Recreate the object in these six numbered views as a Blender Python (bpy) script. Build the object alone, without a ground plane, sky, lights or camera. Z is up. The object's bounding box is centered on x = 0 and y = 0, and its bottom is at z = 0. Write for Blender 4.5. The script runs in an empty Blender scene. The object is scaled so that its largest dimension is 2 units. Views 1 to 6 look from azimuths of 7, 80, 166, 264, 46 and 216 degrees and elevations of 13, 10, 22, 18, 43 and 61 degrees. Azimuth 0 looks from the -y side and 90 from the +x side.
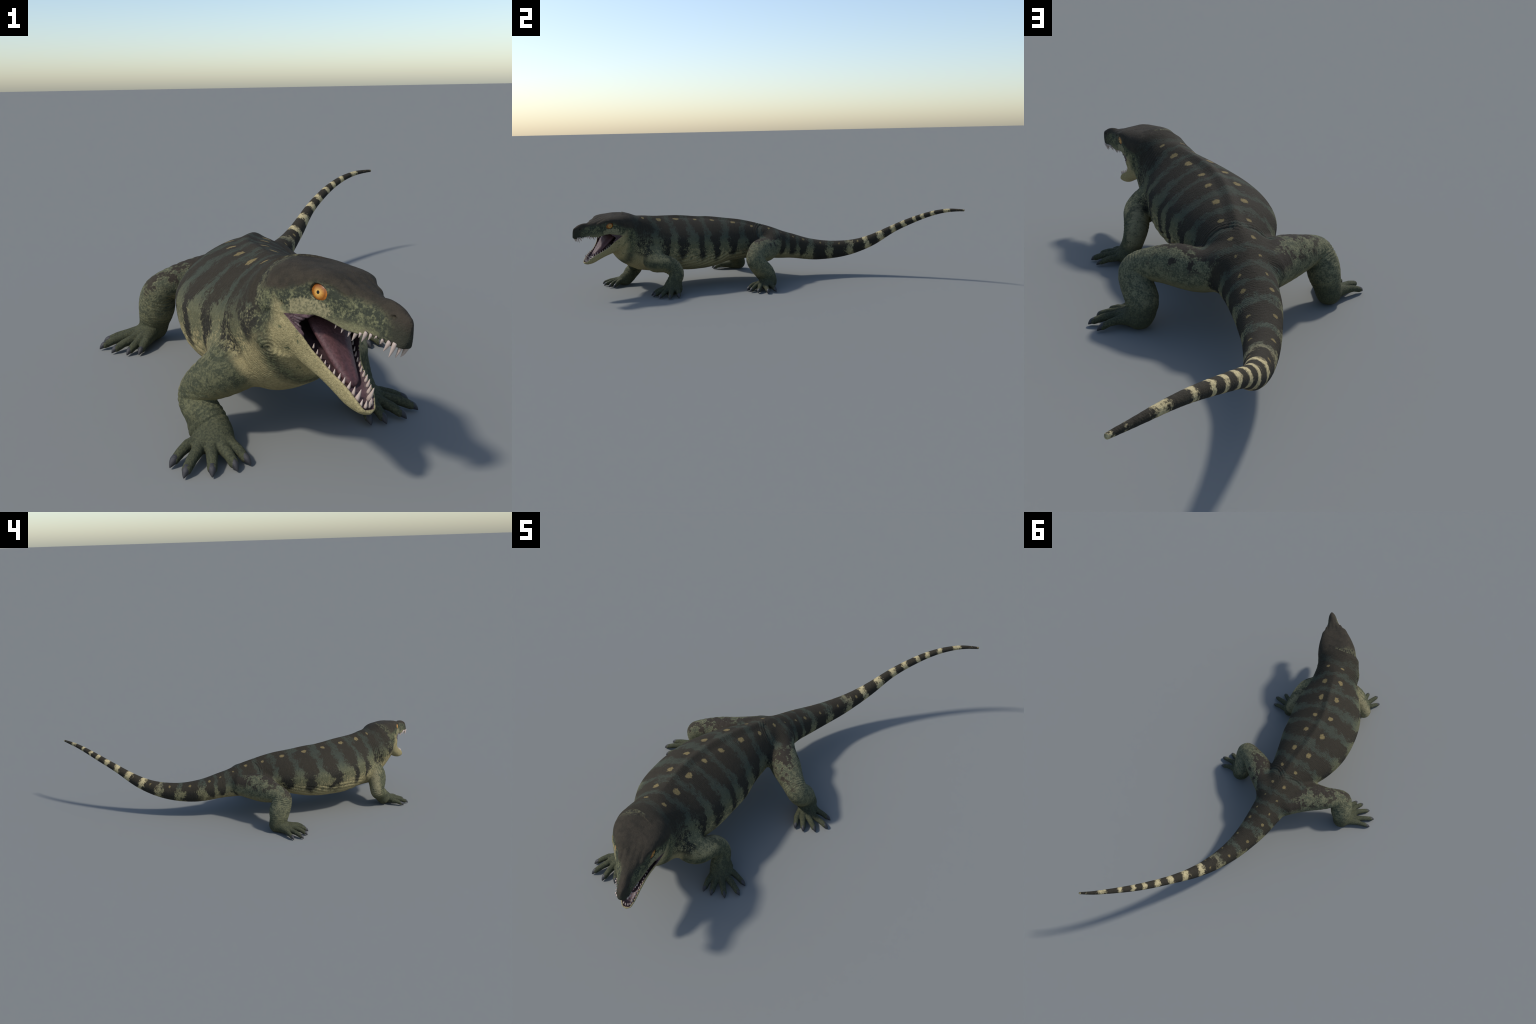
import bpy, math, random
import numpy as np
from mathutils import Vector, Matrix

random.seed(7)
VOX = 0.0020          # cell of the skin mesh, metres

# ------------------------------------------------------------------ helpers
def natural_spline(xk, vk, xq):
    xk = np.asarray(xk, float); vk = np.asarray(vk, float)
    n = len(xk); h = np.diff(xk); A = np.eye(n); r = np.zeros(n)
    for i in range(1, n - 1):
        A[i, i-1] = h[i-1]; A[i, i] = 2*(h[i-1]+h[i]); A[i, i+1] = h[i]
        r[i] = 3*((vk[i+1]-vk[i])/h[i]-(vk[i]-vk[i-1])/h[i-1])
    c = np.linalg.solve(A, r)
    b = np.diff(vk)/h-h*(2*c[:-1]+c[1:])/3; d = np.diff(c)/(3*h)
    i = np.clip(np.searchsorted(xk, xq)-1, 0, n-2); t = xq-xk[i]
    return vk[i]+b[i]*t+c[i]*t*t+d[i]*t**3

def smin(a, b, k):
    h = np.clip(0.5+0.5*(b-a)/k, 0, 1)
    return b*(1-h)+a*h-k*h*(1-h)

def smax(a, b, k):
    return -smin(-a, -b, k)

def sstep(a, b, x):
    t = np.clip((x-a)/(b-a), 0, 1)
    return t*t*(3-2*t)

def hash3(i, j, k):
    n = (i*374761393+j*668265263+k*2147483647) & 0xffffffff
    n = ((n ^ (n >> 13))*1274126177) & 0xffffffff
    n = n ^ (n >> 16)
    return (n & 0xffff)/65535.0

def vnoise(P):
    """smooth value noise in -1..1"""
    q = np.floor(P).astype(np.int64); f = P-q; f = f*f*(3-2*f)
    out = 0
    for dx in (0, 1):
        for dy in (0, 1):
            for dz in (0, 1):
                w = (f[:, 0] if dx else 1-f[:, 0])*(f[:, 1] if dy else 1-f[:, 1])*(f[:, 2] if dz else 1-f[:, 2])
                out = out+w*hash3(q[:, 0]+dx, q[:, 1]+dy, q[:, 2]+dz)
    return out*2-1

# ------------------------------------------------------------------ trunk: neck, barrel and tail as one loft
# stations along y; centre x and z, half width, height above and depth below the
# widest line, roundness of the upper and lower half, sideways lean of the belly
TY = [-.80, -.72, -.64, -.56, -.48, -.40, -.32, -.24, -.16, -.08, 0, .07, .14, .21, .28, .36, .44, .52, .60, .68, .76, .84, .92, .97, .9945]
T_CX = [.170, .1483, .1161, .0817, .0497, .0245, .0116, .0052, .0058, .0062, .0021, -.003, -.0057, -.0059, -.0004, .0113, .0301, .053, .0811, .1135, .155, .2067, .2737, .3265, .3590]
T_CZ = [.310, .268, .2519, .2477, .2348, .2239, .2202, .2183, .2087, .1978, .1844, .1703, .1627, .1553, .1475, .1412, .146, .1646, .1986, .2467, .2904, .3305, .3599, .3681, .3692]
T_W = [.088, .1060, .1301, .1628, .1803, .181, .1762, .1591, .1333, .1073, .0956, .0854, .0748, .0663, .0567, .0473, .0394, .0318, .025, .0193, .0168, .0142, .0101, .007, .0048]
T_HU = [.0959, .1231, .1281, .1247, .1299, .1295, .1283, .1181, .1157, .1073, .0993, .0872, .0731, .0569, .0483, .0454, .0421, .0355, .0295, .0219, .0185, .0144, .0104, .0073, .0051]
T_HD = [.0912, .1249, .1568, .158, .1518, .1448, .1322, .1123, .0932, .0831, .0747, .0681, .0634, .0653, .0647, .0546, .0452, .0365, .0287, .0201, .0161, .0136, .0101, .0073, .0053]
T_NU = [2.6, 2.0777, 1.5022, 1.3793, 1.4313, 1.5711, 1.5814, 1.577, 1.5902, 1.6196, 1.7217, 1.7437, 1.784, 2, 2, 2, 2, 2, 2, 2, 2, 2, 2, 2, 2]
T_ND = [2.5, 2.6, 2.5617, 2.6727, 2.7814, 2.6395, 2.7395, 2.94, 2.6553, 2.3161, 2.0864, 1.9488, 1.9242, 2.1, 2.1, 2.1, 2.1, 2.1, 2.1, 2.1, 2.1, 2.1, 2.1, 2.1, 2.1]
T_SH = [-.04, -.03, -.017, -.004, -.0087, -.059, -.069, -.0556, -.0464, -.0251, -.0111, -.0026] + [0]*13

YQ = np.linspace(TY[0], TY[-1], 721)
q_ = lambda v: natural_spline(TY, v, YQ)
_C = np.stack([q_(T_CX), YQ, q_(T_CZ)], 1)
_T = np.gradient(_C, YQ, axis=0); _T /= np.linalg.norm(_T, axis=1)[:, None]
_A = np.cross(_T, [0, 0, 1.0]); _A /= np.linalg.norm(_A, axis=1)[:, None]
_B = np.cross(_A, _T)
TRUNK = np.concatenate([_C, _T, _A, _B, np.stack([q_(T_W), q_(T_HU), q_(T_HD), q_(T_NU), q_(T_ND), q_(T_SH)], 1)], 1).astype(np.float32)
DYQ = YQ[1]-YQ[0]

def trunk_frame(P):
    """row of the loft table at each point, plus along / side / up coordinates"""
    y = P[:, 1].astype(np.float64).copy()
    for it in range(3):
        f = np.clip((y-YQ[0])/DYQ, 0, 719.999); i = f.astype(int); f = (f-i)[:, None]
        R = TRUNK[i, :6]*(1-f)+TRUNK[i+1, :6]*f
        t = np.einsum('ij,ij->i', P-R[:, :3], R[:, 3:6])
        y = R[:, 1]+t*R[:, 4]
    f = np.clip((y-YQ[0])/DYQ, 0, 719.999); i = f.astype(int); f = (f-i)[:, None]
    R = TRUNK[i]*(1-f)+TRUNK[i+1]*f
    D = P-R[:, :3]
    return R, np.einsum('ij,ij->i', D, R[:, 3:6]), np.einsum('ij,ij->i', D, R[:, 6:9]), np.einsum('ij,ij->i', D, R[:, 9:12])

def super_distance(a, b, w, h, n):
    x = np.abs(a)/w+1e-6; z = np.abs(b)/h+1e-6
    g = (x**n+z**n)**(1/n)
    k = g**(1-n)
    gr = np.sqrt((k*x**(n-1)/w)**2+(k*z**(n-1)/h)**2)
    return (g-1)/np.maximum(gr, 1e-4), g

def sd_trunk(P):
    R, t, a, b = trunk_frame(P)
    w, hu, hd, nu, nd, sh = R[:, 12:].T
    a = a-sh*np.minimum(b, 0)
    up = b > 0
    d, g = super_distance(a, b, w, np.where(up, hu, hd), np.where(up, nu, nd))
    # rounded ends
    over = np.where((P[:, 1] < YQ[0]+.03) & (t < 0) & (R[:, 1] < YQ[0]+1e-5) | (R[:, 1] > YQ[-1]-1e-5) & (t > 0), np.abs(t), 0)
    cap = np.minimum(w, .006)
    return np.where(over > 1e-5, np.sqrt(np.maximum(d+cap, 0)**2+over**2)-cap, np.where(R[:, 1] > .97, d, d))

# ------------------------------------------------------------------ limbs: swept spheres
LIMB = {
 'RF': [(.049, -.6447, .1919, .0859), (.0381, -.7161, .1675, .0607), (-.0193, -.7229, .1279, .0454), (-.0495, -.7164, .0876, .037), (-.0270, -.7400, .0630, .0380), (-.0052, -.7540, .0472, .0325), (.006, -.7730, .0300, .030)],
 'LF': [(.2197, -.6217, .1851, .0631), (.2561, -.6099, .1607, .054), (.2702, -.5689, .1503, .0446), (.2727, -.5303, .1305, .0426), (.2831, -.5111, .0931, .0372), (.2939, -.5288, .0554, .0357), (.3025, -.5414, .0330, .0325)],
 'LH': [(.0514, .0312, .2017, .0569), (.1064, -.0144, .1731, .0615), (.1728, -.0566, .1758, .0618), (.2379, -.0899, .1686, .0503), (.294, -.1054, .1414, .0451), (.2769, -.057, .0795, .0485), (.2902, -.0427, .0360, .0365)],
 'RH': [(-.0632, .024, .182, .0626), (-.122, -.0609, .1759, .0715), (-.1978, -.1072, .1767, .0559), (-.2635, -.1575, .1648, .0428), (-.281, -.1449, .123, .0522), (-.2912, -.1326, .0766, .0482), (-.3038, -.1281, .0370, .0375)],
}
def swept(stations, n=25):
    S = np.array(stations); u = np.arange(len(S))*1.0; uq = np.linspace(0, len(S)-1, n)
    return np.stack([natural_spline(u, S[:, 0], uq), natural_spline(u, S[:, 1], uq), natural_spline(u, S[:, 2], uq),
                     np.exp(natural_spline(u, np.log(S[:, 3]), uq))], 1)
SWEEP = {k: swept(v) for k, v in LIMB.items()}

def sd_chain(P, S):
    """distance to a chain of tapered capsules"""
    out = np.full(len(P), 9.0)
    PP = np.einsum('ij,ij->i', P, P)
    for a, b in zip(S[:-1], S[1:]):
        ab = b[:3]-a[:3]; L2 = ab@ab+1e-12
        pa = P@ab
        t = np.clip((pa-a[:3]@ab)/L2, 0, 1)
        pc = P@a[:3]
        d2 = PP-2*(pc+t*pa)+a[:3]@a[:3]+2*t*(a[:3]@ab)+t*t*L2
        np.minimum(out, np.sqrt(np.maximum(d2, 0))-(a[3]+t*(b[3]-a[3])), out=out)
    return out

# digits: knuckle (x, y) and claw tip (x, y), from the inner toe to the outer
DIGITS = {
 'RF': [((.045, -.805), (.084, -.835)), ((.028, -.817), (.062, -.861)), ((.004, -.819), (.017, -.888)), ((-.022, -.820), (-.037, -.897)), ((-.046, -.807), (-.073, -.861))],
 'LF': [((.308, -.599), (.323, -.642)), ((.327, -.583), (.357, -.633)), ((.343, -.566), (.402, -.603)), ((.354, -.542), (.431, -.555)), ((.344, -.510), (.413, -.509))],
 'LH': [((.309, -.122), (.337, -.161)), ((.326, -.105), (.371, -.149)), ((.341, -.089), (.407, -.114)), ((.352, -.068), (.430, -.065)), ((.345, -.036), (.405, -.021))],
 'RH': [((-.297, -.226), (-.307, -.270)), ((-.317, -.220), (-.340, -.275)), ((-.342, -.208), (-.388, -.262)), ((-.366, -.180), (-.432, -.234)), ((-.374, -.157), (-.437, -.184))],
}
CLAW_LEN = 0.021
CHAINS = []      # hand bones and toes
CLAWS = []
for limb, ds in DIGITS.items():
    wr = SWEEP[limb][-1]
    heel = np.array([wr[0], wr[1], .026])
    for i, (kn, tip) in enumerate(ds):
        kn = np.array([*kn, .0235]); tp = np.array([*tip, .002])
        d = (tp-kn)[:2]; L = np.linalg.norm(d); d = d/L
        end = np.array([*(tp[:2]-d*CLAW_LEN*.78), .0112])
        mid = kn*.45+end*.55; mid[2] = .0195
        thick = 1.0 if i in (1, 2, 3) else .93
        CHAINS.append((limb, np.array([[*(heel*.72+kn*.28), .0235], [*kn, .0135*thick], [*mid, .0112*thick], [*end, .0100*thick]])))
        CLAWS.append((limb, end, d, tp))

HEEL = {'RF': (-.028, -.757, .030, .0275), 'LF': (.305, -.516, .027, .0320), 'LH': (.284, -.035, .031, .0355), 'RH': (-.300, -.117, .033, .0355)}
PADS = {k: np.array([HEEL[k], [*SWEEP[k][-1][:2], .030, .030], [*(SWEEP[k][-1][:2]*.45+np.mean([d[0] for d in DIGITS[k]], 0)*.55), .020, .0195]]) for k in LIMB}

# ------------------------------------------------------------------ head, in its own frame
HO = np.array([.2235, -.8235, .318])                 # midway between the corners of the mouth
HL = np.array([.767, .627, -.139]); HL /= np.linalg.norm(HL)
HF = np.array([.6265, -.7794, 0.0]); HF -= HL*(HF@HL); HF /= np.linalg.norm(HF)
HU_ = np.cross(HF, HL)
HM = np.stack([HF, HL, HU_])
def to_head(P): return (P-HO)@HM.T
def from_head(q): return HO+np.asarray(q)@HM

SF = [-.20, -.16, -.12, -.09, -.06, -.03, 0, .03, .06, .09, .11, .13, .15, .17, .19, .205, .217, .2235, .2265]
S_W = [.045, .060, .0800, .0930, .0995, .0972, .0901, .0792, .0675, .0539, .0465, .0400, .0335, .0270, .0228, .0195, .0140, .0080, .003]
S_TOP = [.022, .052, .0775, .0885, .0912, .0905, .0886, .0875, .0841, .0752, .0700, .0655, .0630, .0620, .0580, .0515, .0450, .0400, .0340]
S_ZC = [.00, .00, .004, .006, .006, .004, .003, .0090, .0115, .0055, .0002, -.0012, -.0002, .0018, -.0012, -.0040, -.0020, .0050, .0170]
S_BOT = [-.04, -.03, -.02, -.015, -.010, -.004, 0, .0055, .0085, .0030, -.0025, -.0042, -.0032, -.0008, -.0042, -.0075, -.0070, -.0030, .0080]
S_N = [1.8, 1.8, 1.9, 2.1, 2.6, 3.1, 3.7, 4.4, 4.7, 4.0, 3.2, 2.4, 2.05, 2.0, 2.2, 2.5, 2.5, 2.4, 2.3]
FQ = np.linspace(SF[0], SF[-1], 500)
SKULL = np.stack([natural_spline(SF, v, FQ) for v in (S_W, S_TOP, S_ZC, S_BOT, S_N)], 1)

def rows(tab, q, x):
    f = np.clip((x-q[0])/(q[1]-q[0]), 0, len(q)-1.001); i = f.astype(int); f = (f-i)[:, None]
    return (tab[i]*(1-f)+tab[i+1]*f).T

def sd_skull(q):
    w, top, zc, bot, n = rows(SKULL, FQ, q[:, 0])
    b = q[:, 2]-zc; up = b > 0
    d, g = super_distance(q[:, 1], b, w, np.where(up, top-zc, np.maximum(zc-bot, .003)), np.where(up, n, 3.2))
    over = np.maximum(q[:, 0]-SF[-1], SF[0]-q[:, 0])
    return np.where(over > 0, np.sqrt(np.maximum(d, 0)**2+over**2), d)

JA = math.atan2(-.128, .158); JC, JS_ = math.cos(JA), math.sin(JA)
def to_jaw(q): return np.stack([q[:, 0]*JC+q[:, 2]*JS_, q[:, 1], -q[:, 0]*JS_+q[:, 2]*JC], 1)
def from_jaw(s, l, v): return np.array([s*JC-v*JS_, l, s*JS_+v*JC])
JF = [-.02, .02, .05, .08, .11, .14, .165, .185, .198, .207, .212]
J_W = [.0965, .0835, .0705, .0548, .0435, .035, .0291, .0237, .0185, .0120, .002]
J_H = [.105, .090, .0740, .0586, .046, .0418, .041, .0335, .0240, .0140, .005]
J_N = [2.2, 2.4, 2.7, 3.0, 3.0, 3.0, 2.8, 2.45, 2.2, 2.1, 2.1]
LIP_S = [-.02, 0, .043, .066, .075, .088, .102, .115, .128, .14, .152, .166, .178, .19, .212]
LIP_V = [0, 0, -.003, -.0105, -.0125, -.0135, -.0140, -.0135, -.0115, -.0090, -.0060, -.0040, -.0035, -.0045, -.0070]
JQ = np.linspace(JF[0], JF[-1], 400)
JAW = np.stack([natural_spline(JF, v, JQ) for v in (J_W, J_H, J_N)]+[np.interp(JQ, LIP_S, LIP_V)], 1)

def sd_jaw(j):
    w, h, n, lip = rows(JAW, JQ, j[:, 0])
    b = j[:, 2]-lip
    d, g = super_distance(j[:, 1], np.minimum(b, 0), w, h, n)
    d = smax(d, b, .004)
    over = np.maximum(j[:, 0]-JF[-1], JF[0]-j[:, 0])
    return np.where(over > 0, np.sqrt(np.maximum(d, 0)**2+over**2), d)

def cheek_out(rho): return .0905-.43*rho

def sd_web(q, j):
    """skin stretched between the jaws behind the corner of the mouth"""
    rho = np.sqrt(q[:, 0]**2+q[:, 2]**2); ang = np.arctan2(q[:, 2], np.maximum(q[:, 0], 1e-5))
    t = np.clip((ang+.68)/.82, 0, 1)
    front = .030+.020*(2*t-1)**2+.004*t
    front = np.where(q[:, 0] < 0, .03, front)
    lo = cheek_out(rho)
    d = np.maximum(np.abs(q[:, 1])-lo, rho-front)
    d = np.maximum(d, -j[:, 2]-.012)
    return np.maximum(d, q[:, 2]-.02)

def ell(q, c, r):
    k = (q-np.array(c))/np.array(r)
    k0 = np.linalg.norm(k, axis=1); k1 = np.linalg.norm(k/np.array(r), axis=1)
    return k0*(k0-1)/np.maximum(k1, 1e-6)

def sd_cavity(q, j):
    """everything that is hollow inside the mouth"""
    w, top, zc, bot, n = rows(SKULL, FQ, q[:, 0])
    wi = np.maximum(w-.0065, .002)
    # roof of the mouth
    roof, g = super_distance(q[:, 1], np.maximum(q[:, 2]-bot+.004, 0), wi*.93, .0150+0*w, 2.2)
    roof = np.maximum(roof, bot-.012-q[:, 2])
    roof = np.maximum(roof, np.maximum(q[:, 0]-.207, -.03-q[:, 0]))
    # trough of the lower jaw
    wj, h, nn, lip = rows(JAW, JQ, j[:, 0])
    tr, g = super_distance(j[:, 1], np.minimum(j[:, 2]-lip-.004, 0), np.maximum(wj-.0052, .002), np.minimum(.0165+.02*sstep(.12, .03, j[:, 0]), .6*h), 2.6)
    tr = np.maximum(tr, j[:, 2]-lip-.012)
    tr = np.maximum(tr, np.maximum(j[:, 0]-.2045, -.02-j[:, 0]))
    # gullet behind the cheek skin
    rho = np.sqrt(q[:, 0]**2+q[:, 2]**2)
    gu = np.maximum(np.abs(q[:, 1])-(cheek_out(rho)-.0085), np.maximum(rho-.085, np.maximum(-j[:, 2]-.028, q[:, 2]-.021)))
    gu = smax(gu, -(q[:, 0]+.005)-0*rho, .02)
    thr = ell(q, (-.005, 0, -.014), (.055, .045, .026))
    return smin(smin(smin(roof, tr, .003), gu, .006), thr, .02)

EYE_C = np.array([.0568, .0545, .0502]); EYE_R = .0208; EYE_B = .0105      # lens-shaped eyeball
EZ = np.array([.26, 1.0, .03]); EZ /= np.linalg.norm(EZ)
EY = np.array([0, 0, 1.0])-EZ*EZ[2]; EY /= np.linalg.norm(EY)
EX = np.cross(EY, EZ)

def brow_relief(q):
    """small dents and swellings of the head (positive = out)"""
    l = np.abs(q[:, 1]); f = q[:, 0]; u = q[:, 2]
    G = lambda c, r: np.exp(-((f-c[0])/r[0])**2-((l-c[1])/r[1])**2-((u-c[2])/r[2])**2)
    d = 0.0034*G((.066, .060, .0745), (.034, .014, .0065))          # ridge over the eye
    d = d-0.0065*G((.057, .064, .0470), (.024, .016, .016))          # orbit
    d = d+0.0030*G((.108, .040, .062), (.012, .010, .010))           # front corner of the brow
    d = d-0.0022*G((.105, .030, .068), (.040, .0055, .03))           # grooves on the forehead
    d = d-0.0014*G((.095, .010, .08), (.040, .0055, .03))
    d = d-0.0025*G((.147, .012, .066), (.011, .03, .012))            # notch before the forehead
    d = d-0.0020*G((.115, .047, .028), (.03, .02, .012))
    d = d+0.0010*G((.185, .026, .030), (.02, .02, .020))
    # crease running forward from the upper lid
    t = np.clip((f-.070)/.042, 0, 1)
    d = d-0.0022*np.exp(-((u-(.0665-.016*t))/.0022)**2)*sstep(.062, .070, f)*sstep(.118, .100, f)*(l > .025)
    return d

def sd_head(P):
    q = to_head(P); j = to_jaw(q)
    ql = q.copy(); ql[:, 1] = np.abs(ql[:, 1])
    sk = sd_skull(q)-brow_relief(q)
    # eyelids round the eyeball, then the opening
    e3 = np.stack([(ql-EYE_C)@EX, (ql-EYE_C)@EY, (ql-EYE_C)@EZ], 1)
    ball = ell(e3, (0, 0, 0), (EYE_R, EYE_R*.9, EYE_B))
    sk = smin(sk, ball-.0019, .005)
    ca, sa = math.cos(-.36), math.sin(-.36)          # the slit rises toward the back
    eo = np.stack([e3[:, 0]*ca-e3[:, 1]*sa, e3[:, 0]*sa+e3[:, 1]*ca, 0*e3[:, 2]], 1)
    op = ell(eo, (0, .0004, 0), (.0182, .0140, 1))
    op = smax(np.maximum(op, -e3[:, 2]), -.0012-ball, .001)
    sk = smax(sk, -op, .0012)
    no = ell(ql, (.1985, .0170, .0400), (.0058, .0060, .0040))
    sk = smax(sk, -no, .002)
    jw = sd_jaw(j)
    d = smin(sk, jw, .006)
    wb = sd_web(q, j)
    return smin(d, wb, .004), q, j

# ------------------------------------------------------------------ the whole body
def boxed(P, out, k, lo, hi, fn, blend):
    m = np.all((P > lo) & (P < hi), axis=1)
    if m.any():
        out[m] = smin(out[m], fn(P[m]), blend)

def sd_body(P, n=60000):
    if len(P) > n:
        r = [sd_body(P[i:i+n], n) for i in range(0, len(P), n)]
        return np.concatenate([a for a, b in r]), np.concatenate([b for a, b in r])
    P = P.astype(np.float64)
    d = np.full(len(P), 9.0)
    m = P[:, 1] > -.95
    d[m] = sd_trunk(P[m])
    # throat sack under the jaw hinge
    boxed(P, d, 0, np.array([0, -.9, .02]), np.array([.36, -.5, .42]), lambda Q: smin(sd_chain(Q, THROAT), smin(sd_chain(Q, NECK[1]), sd_chain(Q, NECK[-1]), .02), .03), .035)
    for k, S in SWEEP.items():
        lo = (S[:, :3]-S[:, 3:]).min(0)-.045; hi = (S[:, :3]+S[:, 3:]).max(0)+.045
        def limb(Q, S=S, k=k):
            a = sd_chain(Q, S)
            return smin(a, sd_chain(Q, PADS[k]), .02)
        boxed(P, d, 0, lo, hi, limb, .016 if k in ('RF', 'LF') else .022)
    for limb in DIGITS:
        cs = [c for l, c in CHAINS if l == limb]
        allp = np.concatenate(cs)
        lo = allp[:, :3].min(0)-.05; hi = allp[:, :3].max(0)+.05
        m = np.all((P > lo) & (P < hi), axis=1)
        if m.any():
            Q = P[m]; t = np.full(len(Q), 9.0)
            for c in cs:
                t = smin(t, sd_chain(Q, c), .0055)
            d[m] = smin(d[m], t, .010)
    # flat soles
    d = np.where(P[:, 2] < .03, smax(d, .0012-P[:, 2], .003), d)
    lo = HO-.30; hi = HO+.30
    m = np.all((P > lo) & (P < hi), axis=1)
    cav = np.full(len(P), 9.0)
    if m.any():
        h, q, j = sd_head(P[m])
        t = smin(d[m], h, .020)
        c = sd_cavity(q, j)
        d[m] = smax(t, -c, .0025)
        cav[m] = c
    return d, cav

NECK = {sd: np.concatenate([from_head(np.array([[-.035, .050*sd, -.030], [-.085, .050*sd, -.034], [-.150, .052*sd, -.050]])), np.array([[.042], [.050], [.052]])], 1) for sd in (1, -1)}
THROAT = np.array([[.135, -.690, .215, .100], [.160, -.735, .225, .080], [.172, -.752, .235, .056]])

# ------------------------------------------------------------------ skin mesh by surface nets on a sparse grid
def surface_net(lo, hi, h, bs=8):
    n = np.ceil((hi-lo)/h/bs).astype(int)
    I = np.stack(np.meshgrid(*[np.arange(k) for k in n], indexing='ij'), -1).reshape(-1, 3)
    cen = lo+(I+.5)*bs*h
    keep = np.concatenate([np.abs(sd_body(c)[0]) < bs*h*1.45+.011 for c in np.array_split(cen, 8)])
    I = I[keep]
    r = np.arange(bs+1); loc = np.stack(np.meshgrid(r, r, r, indexing='ij'), -1).reshape(-1, 3)
    strides = np.array([1, n[0]*bs+2, (n[0]*bs+2)*(n[1]*bs+2)], np.int64)
    ids, pos, corner = [], [], []
    for blk in np.array_split(I, max(1, len(I)//60)):
        G = blk[:, None]*bs+loc[None]
        F = sd_body((lo+G*h).reshape(-1, 3))[0].reshape(len(blk), bs+1, bs+1, bs+1).astype(np.float32)
        c = {(a, b, e): F[:, a:bs+a, b:bs+b, e:bs+e] for a in (0, 1) for b in (0, 1) for e in (0, 1)}
        neg = sum((v < 0).astype(np.int8) for v in c.values())
        w = np.where((neg > 0) & (neg < 8))
        if not len(w[0]):
            continue
        V = {k: v[w] for k, v in c.items()}
        acc = np.zeros((len(w[0]), 3)); cnt = np.zeros(len(w[0]))
        for ax in range(3):
            for a in (0, 1):
                for b in (0, 1):
                    k0 = [a, b]; k0.insert(ax, 0); k1 = [a, b]; k1.insert(ax, 1)
                    v0, v1 = V[tuple(k0)], V[tuple(k1)]
                    x = (v0 < 0) != (v1 < 0)
                    t = np.where(x, v0/np.where(x, v0-v1, 1), 0)
                    pt = np.zeros((len(t), 3)); pt[:] = k0; pt[:, ax] = t
                    acc[x] += pt[x]; cnt[x] += 1
        cell = blk[w[0]]*bs+np.stack(w[1:], 1)
        pos.append(lo+(cell+acc/cnt[:, None])*h); ids.append(cell@strides)
        corner.append(np.stack([V[(0, 0, 0)] < 0, V[(1, 0, 0)] < 0, V[(0, 1, 0)] < 0, V[(0, 0, 1)] < 0], 1))
    ids = np.concatenate(ids); pos = np.concatenate(pos); corner = np.concatenate(corner)
    o = np.argsort(ids); ids, pos, corner = ids[o], pos[o], corner[o]
    quads = []
    for ax in range(3):
        b, c = (ax+1) % 3, (ax+2) % 3
        x = np.where(corner[:, 0] != corner[:, 1+ax])[0]
        base = ids[x]
        look = []
        ok = np.ones(len(x), bool)
        for off in (0, strides[b], strides[b]+strides[c], strides[c]):
            p = np.searchsorted(ids, base-off); p = np.clip(p, 0, len(ids)-1)
            ok &= ids[p] == base-off; look.append(p)
        Q = np.stack(look, 1)
        flip = ~corner[x, 0]
        Q[flip] = Q[flip][:, ::-1]
        quads.append(Q[ok])
    return pos, np.concatenate(quads)

def gradient(P, d0, e=4e-4):
    return np.stack([sd_body(P+np.eye(3)[i]*e)[0]-d0 for i in range(3)], 1)/e

def mesh_normals(V, Q):
    n = np.cross(V[Q[:, 2]]-V[Q[:, 0]], V[Q[:, 3]]-V[Q[:, 1]])
    N = np.zeros_like(V)
    for k in range(4):
        for ax in range(3):
            N[:, ax] += np.bincount(Q[:, k], n[:, ax], len(V))
    return N/np.maximum(np.linalg.norm(N, axis=1), 1e-12)[:, None]

V, Q = surface_net(np.array([-.46, -1.02, -.012]), np.array([.46, 1.02, .45]), VOX)
for _ in range(2):
    d0 = sd_body(V)[0]; g = gradient(V, d0)
    V -= np.clip(d0/np.maximum((g*g).sum(1), .15), -.0015, .0015)[:, None]*g
N = mesh_normals(V, Q)

PUCKER = (-.040, .088, -.080)
# ------------------------------------------------------------------ relief: folds and wrinkles
R, t_, A_, B_ = trunk_frame(V)
w_, hu_, hd_ = R[:, 12], R[:, 13], R[:, 14]
S_ = R[:, 1]; HB = B_/np.where(B_ > 0, hu_, hd_); GA = np.sqrt((A_/w_)**2+HB**2)
QH = to_head(V); JH = to_jaw(QH)
CAV = sd_body(V)[1]
on_trunk = sstep(1.22, 1.05, GA)*(CAV > .004)
warp = vnoise(V*9)*.6+vnoise(V*23)*.25
relief = np.zeros(len(V))
def fold(phase, sharp=1.35):
    """rounded rolls with narrow creases between, -1..0"""
    return -(1-np.abs(np.sin(np.pi*phase)))**sharp
# skin folds low on the flank: they rise toward the rear
ph = (B_*1.0-S_*.36)/.0215+warp*.9
m = sstep(-.22, -.5, HB)*sstep(-1.02, -.88, HB)*sstep(-.60, -.50, S_)*sstep(0.0, -.07, S_)*on_trunk
relief += .0060*fold(ph)*m*(.45+.55*sstep(-.4, .5, vnoise(V*14+5)))
# waist crease in front of the hips
for sd in (1, -1):
    hip = np.array([.060*sd, .035, .215])
    r = np.linalg.norm((V-hip)*np.array([1, 1, .8]), axis=1)
    mm = np.exp(-((r-.108)/.020)**2)*sstep(.02, -.03, V[:, 1])*sstep(.15, .22, V[:, 2])*(V[:, 0]*sd > -.005)*on_trunk
    relief += .0020*fold((r+.004*warp)/.0115)*mm
    relief -= .0022*np.exp(-((r-.100)/.007)**2)*sstep(.03, -.02, V[:, 1])*(V[:, 0]*sd > .02)*on_trunk*sstep(.1, .2, V[:, 2])
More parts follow.
